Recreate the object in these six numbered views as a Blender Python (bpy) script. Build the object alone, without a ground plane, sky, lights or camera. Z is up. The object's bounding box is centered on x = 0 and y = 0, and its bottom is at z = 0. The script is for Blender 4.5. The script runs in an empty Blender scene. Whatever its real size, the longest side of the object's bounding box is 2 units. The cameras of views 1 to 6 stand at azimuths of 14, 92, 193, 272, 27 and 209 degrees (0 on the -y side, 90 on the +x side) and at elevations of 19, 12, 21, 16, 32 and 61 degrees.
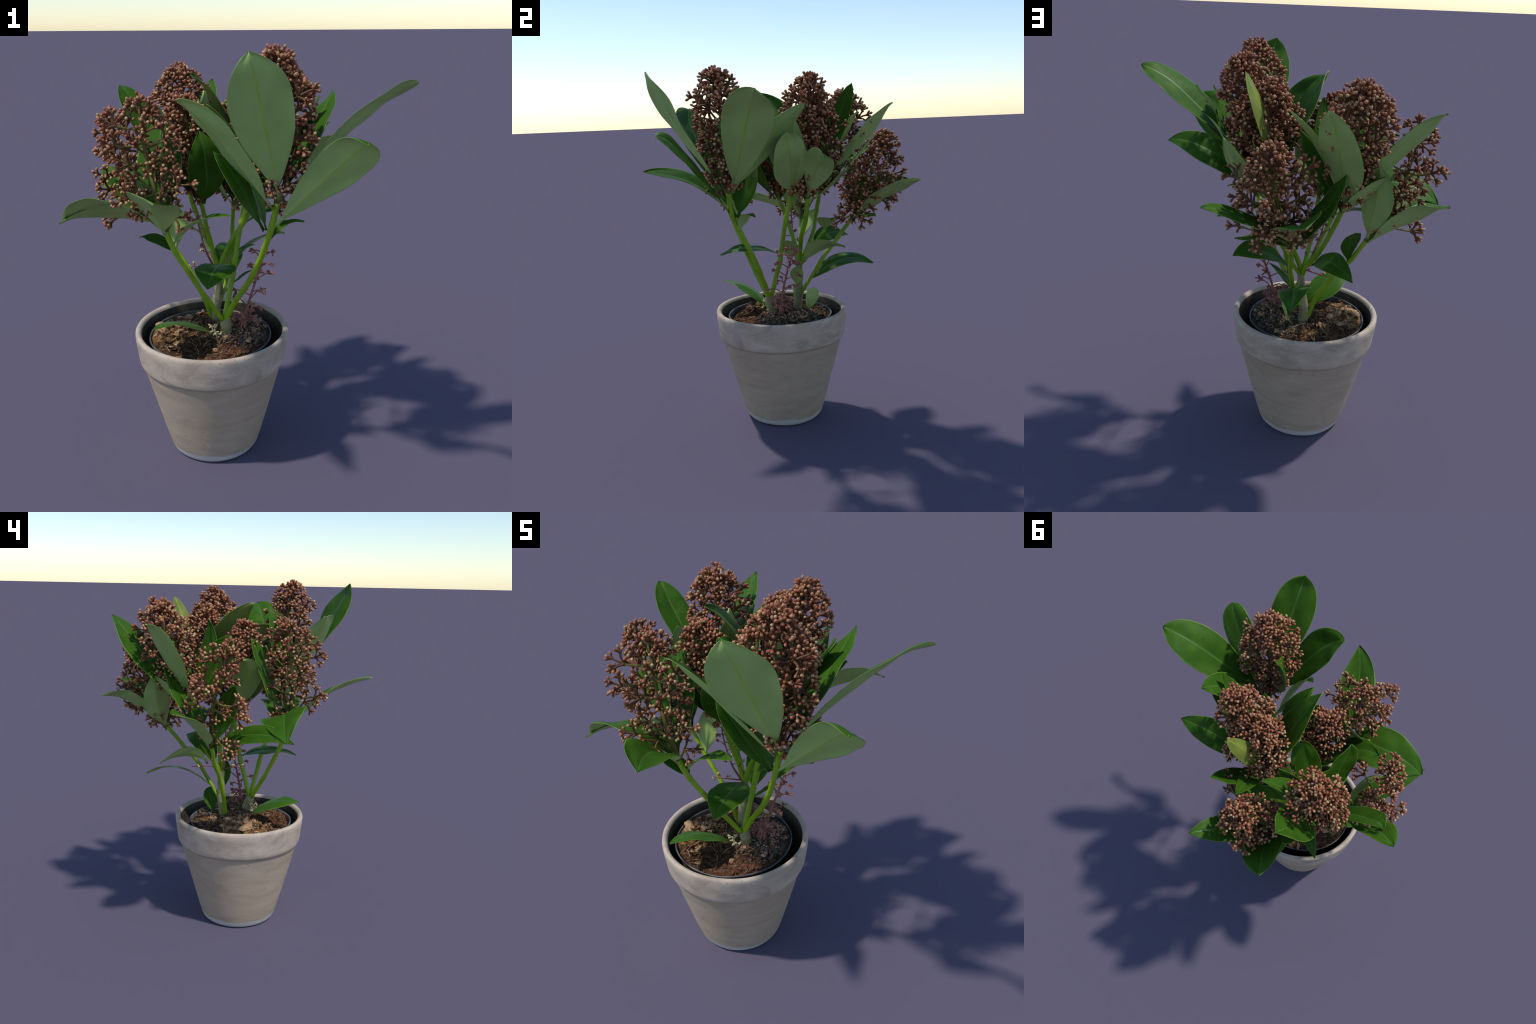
# A flowering evergreen shrub with budded panicles, growing in a nursery pot
# that stands inside a weathered clay pot.
import bpy, math, random
from mathutils import Vector, Matrix, noise

TAU = 2 * math.pi
V = Vector


# ------------------------------------------------------------------ materials
class Mat:
    """Small helper around a Principled node tree."""

    def __init__(self, name, rough=0.5, spec=0.5):
        self.m = bpy.data.materials.new(name)
        self.m.use_nodes = True
        self.nt = self.m.node_tree
        self.bsdf = self.nt.nodes["Principled BSDF"]
        self.out = self.nt.nodes["Material Output"]
        self.bsdf.inputs["Roughness"].default_value = rough
        self.bsdf.inputs["Specular IOR Level"].default_value = spec
        self.tc = self.nt.nodes.new("ShaderNodeTexCoord")

    def node(self, kind, **kw):
        n = self.nt.nodes.new(kind)
        for k, v in kw.items():
            setattr(n, k, v)
        return n

    def link(self, a, b):
        self.nt.links.new(a, b)

    def coords(self, scale=(1, 1, 1), src="Object"):
        mp = self.node("ShaderNodeMapping")
        mp.inputs["Scale"].default_value = scale
        self.link(self.tc.outputs[src], mp.inputs["Vector"])
        return mp.outputs["Vector"]

    def noise(self, scale, detail=4, rough=0.55, stretch=(1, 1, 1), distort=0.0):
        n = self.node("ShaderNodeTexNoise")
        n.inputs["Scale"].default_value = scale
        n.inputs["Detail"].default_value = detail
        n.inputs["Roughness"].default_value = rough
        n.inputs["Distortion"].default_value = distort
        self.link(self.coords(stretch), n.inputs["Vector"])
        return n.outputs["Fac"]

    def ramp(self, fac, stops):
        r = self.node("ShaderNodeValToRGB")
        el = r.color_ramp.elements
        while len(el) < len(stops):
            el.new(0.5)
        for e, (p, c) in zip(el, stops):
            e.position = p
            e.color = (c[0], c[1], c[2], 1) if len(c) == 3 else c
        self.link(fac, r.inputs["Fac"])
        return r.outputs["Color"]

    def mask(self, fac, lo, hi):
        r = self.node("ShaderNodeMapRange")
        r.inputs["From Min"].default_value = lo
        r.inputs["From Max"].default_value = hi
        self.link(fac, r.inputs["Value"])
        return r.outputs["Result"]

    def math(self, op, a, b):
        n = self.node("ShaderNodeMath", operation=op)
        for i, x in enumerate((a, b)):
            if isinstance(x, (int, float)):
                n.inputs[i].default_value = x
            else:
                self.link(x, n.inputs[i])
        return n.outputs[0]

    def mix(self, fac, a, b, blend="MIX"):
        n = self.node("ShaderNodeMix", data_type="RGBA", blend_type=blend)
        for idx, x in ((0, fac), (6, a), (7, b)):
            if isinstance(x, (int, float)):
                n.inputs[idx].default_value = x
            elif isinstance(x, tuple):
                n.inputs[idx].default_value = (*x, 1)
            else:
                self.link(x, n.inputs[idx])
        return n.outputs[2]

    def color(self, c):
        if isinstance(c, tuple):
            self.bsdf.inputs["Base Color"].default_value = (*c, 1)
        else:
            self.link(c, self.bsdf.inputs["Base Color"])

    def bump(self, h, strength=0.3, dist=0.005):
        b = self.node("ShaderNodeBump")
        b.inputs["Strength"].default_value = strength
        b.inputs["Distance"].default_value = dist
        self.link(h, b.inputs["Height"])
        self.link(b.outputs["Normal"], self.bsdf.inputs["Normal"])

    def translucent(self, color, amount):
        t = self.node("ShaderNodeBsdfTranslucent")
        t.inputs["Color"].default_value = (*color, 1)
        m = self.node("ShaderNodeMixShader")
        m.inputs["Fac"].default_value = amount
        self.link(self.bsdf.outputs[0], m.inputs[1])
        self.link(t.outputs[0], m.inputs[2])
        self.link(m.outputs[0], self.out.inputs["Surface"])

    def per_object(self):
        return self.node("ShaderNodeObjectInfo").outputs["Random"]


def clay_material():
    m = Mat("weathered_clay", rough=0.85, spec=0.25)
    z = m.node("ShaderNodeSeparateXYZ")
    m.link(m.tc.outputs["Object"], z.inputs[0])
    streak = m.noise(3.2, 6, 0.55, (1.0, 1.0, 3.2), 1.2)
    blotch = m.noise(5.5, 7, 0.68, (1, 1, 2.0), 0.8)
    base = m.ramp(streak, [(0.28, (0.395, 0.305, 0.220)), (0.5, (0.460, 0.358, 0.260)), (0.75, (0.51, 0.405, 0.300))])
    # the rim carries a greyer, slightly violet bloom
    rim = m.mask(z.outputs["Z"], 0.490, 0.496)
    grey = m.ramp(blotch, [(0.34, (0.37, 0.295, 0.235)), (0.52, (0.53, 0.425, 0.335)), (0.68, (0.63, 0.515, 0.41))])
    col = m.mix(m.math("MULTIPLY", rim, 0.85), base, grey)
    stain = m.mask(m.noise(3.1, 6, 0.65, (1, 1, 2.2)), 0.52, 0.72)
    col = m.mix(m.math("MULTIPLY", stain, 0.38), col, (0.27, 0.215, 0.165))
    haze = m.mask(m.noise(2.2, 5, 0.6), 0.48, 0.72)
    col = m.mix(m.math("MULTIPLY", haze, 0.22), col, (0.46, 0.44, 0.40))
    # dark specks and fine scratches
    speck = m.mask(m.noise(55, 2, 0.5, (1, 1, 1.6)), 0.69, 0.75)
    col = m.mix(m.math("MULTIPLY", speck, 0.55), col, (0.10, 0.085, 0.075))
    white = m.mask(m.noise(38, 2, 0.5), 0.73, 0.77)
    col = m.mix(m.math("MULTIPLY", white, 0.5), col, (0.62, 0.60, 0.56))
    # limescale ring at the foot
    edge = m.math("ADD", z.outputs["Z"], m.math("MULTIPLY", m.noise(7, 5, 0.65), 0.05))
    lime = m.mask(edge, 0.078, 0.056)
    col = m.mix(m.math("MULTIPLY", lime, 0.85), col, (0.60, 0.60, 0.59))
    m.color(col)
    m.bump(m.noise(60, 5, 0.6, (1, 1, 2.5)), 0.25, 0.004)
    return m.m


def dark_inside_material():
    m = Mat("dark_clay_inside", rough=0.9, spec=0.2)
    m.color(m.ramp(m.noise(6, 5, 0.6), [(0.3, (0.035, 0.028, 0.02)), (0.6, (0.09, 0.072, 0.052)), (0.82, (0.20, 0.15, 0.10))]))  # near-black to brown stops for the wall deep between the two pots
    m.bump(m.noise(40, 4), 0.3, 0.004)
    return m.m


def plastic_material():
    m = Mat("dark_plastic", rough=0.45, spec=0.5)
    m.color(m.ramp(m.noise(12, 3), [(0.3, (0.012, 0.013, 0.015)), (0.7, (0.035, 0.038, 0.045))]))
    return m.m


def plastic_rim_material():
    m = Mat("scuffed_plastic_rim", rough=0.5, spec=0.5)
    m.color(m.ramp(m.noise(14, 4), [(0.35, (0.03, 0.03, 0.032)), (0.68, (0.15, 0.15, 0.15))]))
    return m.m


def soil_material():
    m = Mat("peat_and_bark", rough=0.95, spec=0.15)
    sep = m.node("ShaderNodeSeparateXYZ")
    m.link(m.tc.outputs["Object"], sep.inputs[0])
    fine = m.noise(38, 6, 0.7, distort=0.6)
    brown = m.ramp(fine, [(0.34, (0.018, 0.010, 0.006)), (0.52, (0.095, 0.050, 0.026)), (0.70, (0.26, 0.145, 0.075))])
    red = m.ramp(fine, [(0.34, (0.035, 0.013, 0.007)), (0.52, (0.15, 0.060, 0.030)), (0.70, (0.29, 0.14, 0.080))])
    tan = m.ramp(fine, [(0.32, (0.06, 0.032, 0.012)), (0.52, (0.26, 0.140, 0.052)), (0.72, (0.46, 0.29, 0.13))])
    mossy = m.ramp(fine, [(0.34, (0.024, 0.017, 0.012)), (0.52, (0.090, 0.066, 0.042)), (0.72, (0.24, 0.18, 0.13))])

    def spot(cx, cy, r, soft):
        d = m.node("ShaderNodeVectorMath", operation="DISTANCE")
        cmb = m.node("ShaderNodeCombineXYZ")
        m.link(sep.outputs["X"], cmb.inputs[0])
        m.link(sep.outputs["Y"], cmb.inputs[1])
        m.link(cmb.outputs[0], d.inputs[0])
        d.inputs[1].default_value = (cx, cy, 0)
        wob = m.math("ADD", d.outputs["Value"], m.math("MULTIPLY", m.noise(9, 4, 0.6), 0.16))
        return m.mask(wob, r + 0.08 + soft, r + 0.08 - soft)

    col = m.mix(spot(0.02, 0.08, 0.20, 0.03), brown, mossy)
    col = m.mix(spot(-0.02, -0.25, 0.13, 0.02), col, red)
    col = m.mix(spot(-0.33, -0.05, 0.13, 0.02), col, tan)
    col = m.mix(spot(-0.17, 0.21, 0.05, 0.02), col, tan)
    m.color(col)
    m.bump(m.noise(70, 6, 0.7), 0.9, 0.012)
    return m.m


def litter_material(name, dark, mid, light):
    m = Mat(name, rough=0.9, spec=0.2)
    m.color(m.ramp(m.noise(45, 4, 0.6), [(0.3, dark), (0.52, mid), (0.72, light)]))
    m.bump(m.noise(90, 4), 0.5, 0.004)
    return m.m


def leaf_upper_material():
    m = Mat("leaf_upper", rough=0.50, spec=0.12)
    mott = m.noise(9, 5, 0.6)
    col = m.ramp(mott, [(0.3, (0.026, 0.080, 0.005)), (0.55, (0.046, 0.124, 0.008)), (0.8, (0.080, 0.175, 0.012))])
    veins = m.noise(4, 3, 0.5, (3.2, 9, 1), 1.2)
    col = m.mix(m.math("MULTIPLY", m.mask(veins, 0.55, 0.7), 0.35), col, (0.075, 0.17, 0.018))
    rust = m.mask(m.noise(16, 4, 0.6), 0.68, 0.78)
    col = m.mix(m.math("MULTIPLY", rust, 0.30), col, (0.13, 0.12, 0.02))
    col = m.mix(m.math("MULTIPLY", m.per_object(), 0.35), col, (0.058, 0.150, 0.014))
    m.color(col)
    m.bump(m.noise(14, 3, 0.5, (1, 2.5, 1)), 0.15, 0.006)
    m.translucent((0.16, 0.36, 0.03), 0.10)
    return m.m


def leaf_under_material():
    m = Mat("leaf_underside", rough=0.6, spec=0.3)
    mott = m.noise(6, 5, 0.6)
    col = m.ramp(mott, [(0.3, (0.35, 0.50, 0.155)), (0.55, (0.41, 0.575, 0.190)), (0.8, (0.45, 0.61, 0.23))])
    cross = m.noise(5, 3, 0.5, (5, 1.2, 1), 1.5)
    col = m.mix(m.math("MULTIPLY", m.mask(cross, 0.60, 0.72), 0.25), col, (0.36, 0.42, 0.22))
    fleck = m.mask(m.noise(30, 3, 0.6, (1, 2.2, 1)), 0.68, 0.74)
    col = m.mix(m.math("MULTIPLY", fleck, 0.45), col, (0.20, 0.27, 0.09))
    col = m.mix(m.math("MULTIPLY", m.per_object(), 0.25), col, (0.30, 0.44, 0.11))
    m.color(col)
    m.bump(m.noise(10, 3, 0.5, (1, 2, 1)), 0.15, 0.006)
    m.translucent((0.2, 0.38, 0.04), 0.08)
    return m.m


def plain_noise_material(name, c1, c2, rough=0.5, scale=12, spec=0.4):
    m = Mat(name, rough=rough, spec=spec)
    m.color(m.ramp(m.noise(scale, 4, 0.6), [(0.32, c1), (0.68, c2)]))
    m.bump(m.noise(scale * 4, 3), 0.15, 0.003)
    return m.m


CLAY = clay_material()
INSIDE = dark_inside_material()
PLASTIC = plastic_material()
PLASTIC_RIM = plastic_rim_material()
SOIL = soil_material()
UPPER = leaf_upper_material()
UNDER = leaf_under_material()
BACKLIT_TINT = plain_noise_material("backlit_tinted_underside", (0.17, 0.24, 0.03), (0.30, 0.33, 0.06), 0.5, 8)  # yellow tint paints sunlight glowing through one blade
OLIVE = plain_noise_material("olive_underside", (0.13, 0.19, 0.035), (0.20, 0.27, 0.06), 0.55, 7)  # underside green darkened for two blades lying in shade
MIDRIB = plain_noise_material("leaf_midrib", (0.05, 0.135, 0.014), (0.080, 0.180, 0.025), 0.45, 8)
RIB_UNDER = plain_noise_material("leaf_underside_rib", (0.30, 0.44, 0.075), (0.38, 0.50, 0.10), 0.55, 8)
MARGIN = plain_noise_material("leaf_margin", (0.07, 0.17, 0.012), (0.18, 0.31, 0.025), 0.45, 10)  # paler strip draws the bright highlight along blade edges
STEM = plain_noise_material("green_stem", (0.17, 0.30, 0.006), (0.27, 0.42, 0.014), 0.45, 7)
NODE = plain_noise_material("stem_node", (0.16, 0.15, 0.035), (0.24, 0.25, 0.06), 0.6, 25)
BARK = plain_noise_material("pale_bark", (0.15, 0.145, 0.055), (0.37, 0.34, 0.19), 0.75, 22)
RACHIS = plain_noise_material("flower_stalk", (0.15, 0.17, 0.022), (0.21, 0.15, 0.045), 0.6, 9)
TWIGLET = plain_noise_material("flower_branchlet", (0.095, 0.048, 0.018), (0.20, 0.080, 0.038), 0.6, 18)
BUD_BODY = plain_noise_material("bud_body", (0.130, 0.046, 0.016), (0.280, 0.108, 0.046), 0.6, 30, 0.25)
BUD_TIPS = [plain_noise_material("bud_tip_rose", (0.27, 0.082, 0.046), (0.43, 0.165, 0.090), 0.55, 22, 0.25),
            plain_noise_material("bud_tip_peach", (0.38, 0.175, 0.080), (0.54, 0.295, 0.145), 0.55, 22, 0.25),
            plain_noise_material("bud_tip_cream", (0.44, 0.290, 0.135), (0.60, 0.44, 0.23), 0.55, 22, 0.25)]
DRY = plain_noise_material("dried_panicle", (0.20, 0.06, 0.05), (0.40, 0.18, 0.14), 0.7, 25)
CREAM = plain_noise_material("cream_bud", (0.45, 0.38, 0.18), (0.62, 0.52, 0.30), 0.7, 25)


# ------------------------------------------------------------------ mesh tools
class Builder:
    """Collects vertices and faces; tubes and buds are added to it."""

    def __init__(self):
        self.v, self.f, self.mi = [], [], []

    def ring_frame(self, d):
        d = d.normalized()
        a = V((0, 0, 1)) if abs(d.z) < 0.9 else V((1, 0, 0))
        x = d.cross(a).normalized()
        return x, d.cross(x).normalized()

    def tube(self, pts, radii, sides=8, mat=0, cap=True):
        n = len(pts)
        start = len(self.v)
        x = None
        for i, p in enumerate(pts):
            d = pts[min(i + 1, n - 1)] - pts[max(i - 1, 0)]
            d = d.normalized() if d.length > 1e-9 else V((0, 0, 1))
            if x is None:
                x, y = self.ring_frame(d)
            else:
                x = (x - d * x.dot(d)).normalized()
                y = d.cross(x)
            for k in range(sides):
                a = TAU * k / sides
                self.v.append(p + (x * math.cos(a) + y * math.sin(a)) * radii[i])
        for i in range(n - 1):
            for k in range(sides):
                a = start + i * sides + k
                b = start + i * sides + (k + 1) % sides
                self.f.append((a, b, b + sides, a + sides))
                self.mi.append(mat)
        if cap:
            self.f.append(tuple(start + k for k in range(sides))[::-1])
            self.f.append(tuple(start + (n - 1) * sides + k for k in range(sides)))
            self.mi += [mat, mat]

    def bud(self, base, direction, length, radius, mat_body=0, mat_tip=1, sides=7):
        d = direction.normalized()
        x, y = self.ring_frame(d)
        start = len(self.v)
        prof = ((0.0, 0.62), (0.32, 0.70), (0.58, 0.95), (0.80, 0.95), (0.94, 0.58))
        for h, r in prof:
            for k in range(sides):
                a = TAU * k / sides
                self.v.append(base + d * (h * length) + (x * math.cos(a) + y * math.sin(a)) * (r * radius))
        for i in range(len(prof) - 1):
            for k in range(sides):
                a = start + i * sides + k
                b = start + i * sides + (k + 1) % sides
                self.f.append((a, b, b + sides, a + sides))
                self.mi.append(mat_body if i < 2 else mat_tip)
        self.v.append(base + d * length)
        tip = len(self.v) - 1
        last = start + (len(prof) - 1) * sides
        for k in range(sides):
            self.f.append((last + k, last + (k + 1) % sides, tip))
            self.mi.append(mat_tip)

    def make(self, name, mats, parent=None, matrix=None, smooth=True, kind=None):
        me = bpy.data.meshes.new(name)
        if matrix is not None:
            inv = matrix.inverted()
            verts = [inv @ p for p in self.v]
        else:
            verts = self.v
        me.from_pydata([tuple(p) for p in verts], [], self.f)
        for m in mats:
            me.materials.append(m)
        me.polygons.foreach_set("material_index", self.mi)
        me.polygons.foreach_set("use_smooth", [smooth] * len(self.f))
        me.update()
        ob = bpy.data.objects.new(name, me)
        bpy.context.scene.collection.objects.link(ob)
        if parent is not None:
            ob.parent = parent
        if matrix is not None:
            ob.matrix_world = matrix
        if kind:
            ob["kind"] = kind
        return ob


def smooth_path(pts, steps=6):
    """Catmull-Rom through the points."""
    pts = [V(p) for p in pts]
    ext = [pts[0] * 2 - pts[1]] + pts + [pts[-1] * 2 - pts[-2]]
    out = []
    for i in range(1, len(ext) - 2):
        p0, p1, p2, p3 = ext[i - 1:i + 3]
        for s in range(steps):
            t = s / steps
            out.append(0.5 * ((2 * p1) + (p2 - p0) * t + (2 * p0 - 5 * p1 + 4 * p2 - p3) * t * t
                              + (3 * p1 - p0 - 3 * p2 + p3) * t ** 3))
    out.append(pts[-1])
    return out


def lerp_radii(n, a, b):
    return [a + (b - a) * i / (n - 1) for i in range(n)]


def lathe(name, profile, center, mats, mat_of, parent, segs=96, wobble=0.0, seed=0):
    b = Builder()
    n = len(profile)
    for i, (r, z) in enumerate(profile):
        for k in range(segs):
            a = TAU * k / segs
            w = wobble * noise.noise(V((math.cos(a) * 1.7, math.sin(a) * 1.7, z * 3 + seed)))
            b.v.append(V((center[0] + (r + w) * math.cos(a), center[1] + (r + w) * math.sin(a), z)))
    for i in range(n - 1):
        for k in range(segs):
            a, c = i * segs + k, i * segs + (k + 1) % segs
            b.f.append((a, c, c + segs, a + segs))
            b.mi.append(mat_of(i))
    for row, flip in ((0, True), (n - 1, False)):
        ring = [row * segs + k for k in range(segs)]
        b.f.append(tuple(ring[::-1] if flip else ring))
        b.mi.append(mat_of(0 if flip else n - 2))
    return b.make(name, mats, parent)


# ------------------------------------------------------------------ the thing
root = bpy.data.objects.new("potted_shrub", None)
bpy.context.scene.collection.objects.link(root)
root.location = (-0.125, -0.006, 0)
root["label"] = "evergreen shrub with reddish bud clusters in weathered clay pot"
root["category"] = "potted plant"
bpy.context.view_layer.update()


def adopt(ob):
    """Parent without moving."""
    ob.parent = root
    ob.matrix_parent_inverse = root.matrix_world.inverted()
    return ob


# clay pot: foot, tapering wall, thick collar, rounded lip, inner wall
def wall(z):
    return 0.2214 + 0.2644 * z

outer = [(0.200, 0.0), (0.2125, 0.004), (0.2205, 0.014), (0.227, 0.028)]
outer += [(wall(z), z) for z in (0.08, 0.15, 0.22, 0.29, 0.36, 0.43, 0.480)]
collar = [(0.3500, 0.4912), (0.3555, 0.4918), (0.3605, 0.4960), (0.3648, 0.506), (0.3680, 0.522), (0.3700, 0.540), (0.374, 0.575),
          (0.3785, 0.610), (0.3805, 0.635), (0.3795, 0.647), (0.3755, 0.6545), (0.368, 0.657),
          (0.360, 0.655), (0.3535, 0.649), (0.350, 0.640)]
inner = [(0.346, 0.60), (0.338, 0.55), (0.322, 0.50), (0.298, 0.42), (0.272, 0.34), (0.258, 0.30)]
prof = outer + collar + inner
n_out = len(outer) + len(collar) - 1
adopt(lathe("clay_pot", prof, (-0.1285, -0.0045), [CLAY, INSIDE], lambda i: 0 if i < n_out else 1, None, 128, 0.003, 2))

# nursery pot: thin dark plastic cylinder with a rolled lip
np_prof = [(0.245, 0.32), (0.292, 0.585), (0.297, 0.600), (0.3025, 0.606), (0.304, 0.612), (0.302, 0.617),
           (0.297, 0.6165), (0.2945, 0.610), (0.291, 0.595), (0.285, 0.56)]
adopt(lathe("nursery_pot", np_prof, (-0.136, -0.010), [PLASTIC, PLASTIC_RIM],
            lambda i: 1 if 3 <= i <= 7 else 0, None, 96, 0.006, 5))

# soil plug: heaped crumbly surface with a hollow at the front left
SC = V((-0.136, -0.010, 0))


def bumpf(x, y, cx, cy, r, h):
    d2 = ((x - cx) ** 2 + (y - cy) ** 2) / (r * r)
    return h * math.exp(-d2)


def soil_height(x, y):
    r = math.hypot(x - SC.x, y - SC.y)
    z = 0.607 + 0.012 * (1 - (r / 0.29) ** 2)
    z += bumpf(x, y, -0.30, -0.06, 0.11, 0.030)
    z += bumpf(x, y, -0.36, -0.05, 0.05, 0.018)
    z += bumpf(x, y, 0.02, 0.05, 0.14, 0.034)
    z += bumpf(x, y, -0.02, -0.24, 0.10, 0.006)
    z += bumpf(x, y, -0.17, -0.18, 0.10, -0.050)
    z += bumpf(x, y, -0.09, 0.03, 0.10, 0.015)
    z += bumpf(x, y, -0.26, 0.10, 0.08, 0.022)
    p = V((x * 9, y * 9, 1.3))
    z += 0.014 * noise.fractal(p, 0.9, 2.1, 5)
    z += 0.012 * abs(noise.noise(V((x * 30, y * 30, 4.0)))) + 0.006 * noise.noise(V((x * 75, y * 75, 9.0)))
    edge = max(0.0, (r - 0.255) / 0.04)
    return z - 0.022 * edge * edge


b = Builder()
NR, NA = 80, 220
for i in range(NR + 1):
    r = 0.2945 * i / NR
    for k in range(NA):
        a = TAU * k / NA
        x, y = SC.x + r * math.cos(a), SC.y + r * math.sin(a)
        b.v.append(V((x, y, soil_height(x, y))))
for i in range(NR):
    for k in range(NA):
        a, c = i * NA + k, i * NA + (k + 1) % NA
        b.f.append((a, a + NA, c + NA, c))
        b.mi.append(0)
adopt(b.make("soil", [SOIL], None))

# bark chips and moss crumbs lying on the soil
rng = random.Random(11)
LITTER = [litter_material("bark_chip", (0.035, 0.018, 0.010), (0.13, 0.066, 0.032), (0.30, 0.17, 0.09)),
          litter_material("moss_crumb", (0.04, 0.035, 0.025), (0.13, 0.11, 0.075), (0.28, 0.23, 0.17)),
          litter_material("pale_chip", (0.20, 0.11, 0.05), (0.42, 0.25, 0.13), (0.58, 0.38, 0.24)),
          litter_material("shed_bud", (0.13, 0.05, 0.045), (0.28, 0.13, 0.11), (0.42, 0.24, 0.19))]
b = Builder()


def crumb(bld, c, sx, sy, sz, mat, rg):
    rot = Matrix.Rotation(rg.uniform(0, TAU), 3, 'Z') @ Matrix.Rotation(rg.uniform(-0.6, 0.6), 3, 'X')
    start = len(bld.v)
    seg, rings = 6, 3
    off = rg.uniform(0, 50)
    bld.v.append(c + rot @ V((0, 0, sz)))
    for i in range(1, rings + 1):
        th = math.pi * i / (rings + 1)
        for k in range(seg):
            ph = TAU * k / seg
            p = V((math.sin(th) * math.cos(ph), math.sin(th) * math.sin(ph), math.cos(th)))
            s = 1 + 0.55 * noise.noise(p * 1.6 + V((off, 0, 0)))
            bld.v.append(c + rot @ V((p.x * sx * s, p.y * sy * s, p.z * sz * s)))
    bld.v.append(c + rot @ V((0, 0, -sz)))
    last = len(bld.v) - 1
    for k in range(seg):
        bld.f.append((start, start + 1 + k, start + 1 + (k + 1) % seg)); bld.mi.append(mat)
        for i in range(rings - 1):
            a, d = start + 1 + i * seg + k, start + 1 + i * seg + (k + 1) % seg
            bld.f.append((a, a + seg, d + seg, d)); bld.mi.append(mat)
        a, d = start + 1 + (rings - 1) * seg + k, start + 1 + (rings - 1) * seg + (k + 1) % seg
        bld.f.append((a, last, d)); bld.mi.append(mat)


for i in range(900):
    r, a = 0.275 * math.sqrt(rng.random()), rng.uniform(0, TAU)
    x, y = SC.x + r * math.cos(a), SC.y + r * math.sin(a)
    mossy = math.hypot(x - 0.02, y - 0.08) < 0.19
    tan = math.hypot(x + 0.33, y + 0.05) < 0.13
    s = rng.uniform(0.0035, 0.0085) * (1.1 if mossy else 1.0)
    crumb(b, V((x, y, soil_height(x, y) + s * 0.2)), s * rng.uniform(0.8, 2.0), s, s * rng.uniform(0.45, 0.9),
          1 if mossy and rng.random() < 0.8 else (2 if tan and rng.random() < 0.35 else 0), rng)
for (x, y, s) in ((-0.385, -0.045, 0.030), (-0.36, -0.075, 0.024), (-0.06, -0.17, 0.020), (-0.27, 0.05, 0.026),
                  (-0.30, -0.02, 0.03), (-0.20, 0.13, 0.02), (-0.33, 0.08, 0.02)):
    crumb(b, V((x, y, soil_height(x, y) + 0.006)), s * 1.3, s * 0.8, s * 0.5, 2, rng)
for i in range(420):                            # dry fibres and needles
    r, a = 0.27 * math.sqrt(rng.random()), rng.uniform(0, TAU)
    x, y = SC.x + r * math.cos(a), SC.y + r * math.sin(a)
    p = V((x, y, soil_height(x, y) + 0.003))
    h = rng.uniform(0, TAU)
    L = rng.uniform(0.015, 0.045)
    q = p + V((math.cos(h), math.sin(h), 0)) * L
    q.z = soil_height(q.x, q.y) + rng.uniform(0.002, 0.010)
    if math.hypot(q.x - SC.x, q.y - SC.y) > 0.28:
        continue
    m = p.lerp(q, 0.5) + V((rng.uniform(-.005, .005), rng.uniform(-.005, .005), rng.uniform(0, .008)))
    w = rng.uniform(0.0010, 0.0022)
    b.tube([p, m, q], [w, w * 1.2, w * 0.6], 4, rng.choice((0, 1, 2)))
for i in range(170):                            # shed buds heaped on the mossy side
    a, r = rng.uniform(0, TAU), 0.13 * math.sqrt(rng.random())
    x, y = 0.035 + r * math.cos(a), 0.03 + r * math.sin(a) * 1.3
    if math.hypot(x - SC.x, y - SC.y) > 0.265:
        continue
    d = V((rng.uniform(-1, 1), rng.uniform(-1, 1), rng.uniform(-0.1, 0.9)))
    lift = rng.uniform(0, 0.035) * max(0, 1 - r / 0.10)
    b.bud(V((x, y, soil_height(x, y) + 0.002 + lift)), d, rng.uniform(0.014, 0.026), rng.uniform(0.004, 0.006), rng.choice((1, 3, 3)), rng.choice((1, 2, 3)), 5)
def flake(c, heading, length, width, rise, mat):
    """A crumpled scrap of dead leaf: a small curled sheet with thickness."""
    f = V((math.cos(heading), math.sin(heading), rise)).normalized()
    sdir = V((-math.sin(heading), math.cos(heading), 0))
    up = sdir.cross(f) * -1
    nu, nv = 7, 5
    st = len(b.v)
    off = V((rng.uniform(0, 40), 0, 0))
    for layer in (0, 1):
        for i in range(nu):
            for j in range(nv):
                u, v = i / (nu - 1), j / (nv - 1) - 0.5
                taper = 0.35 + 0.65 * math.sin(math.pi * min(1, u * 0.85 + 0.12))
                q = c + f * (u * length) + sdir * (v * width * taper)
                q = q + up * (noise.noise(V((u * 3, v * 3, 0)) + off) * 0.55 * width + abs(v) * width * 0.35 - layer * 0.0025)
                b.v.append(q)
    n1 = nu * nv
    for i in range(nu - 1):
        for j in range(nv - 1):
            a = st + i * nv + j
            b.f.append((a, a + nv, a + nv + 1, a + 1)); b.mi.append(mat)
            b.f.append((a + n1, a + n1 + 1, a + n1 + nv + 1, a + n1 + nv)); b.mi.append(mat)
    rim = [st + j for j in range(nv)] + [st + i * nv + nv - 1 for i in range(1, nu)]
    rim += [st + (nu - 1) * nv + j for j in range(nv - 2, -1, -1)] + [st + i * nv for i in range(nu - 2, 0, -1)]
    for p0, p1 in zip(rim, rim[1:] + rim[:1]):
        b.f.append((p0, p1, p1 + n1, p0 + n1)); b.mi.append(mat)


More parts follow.
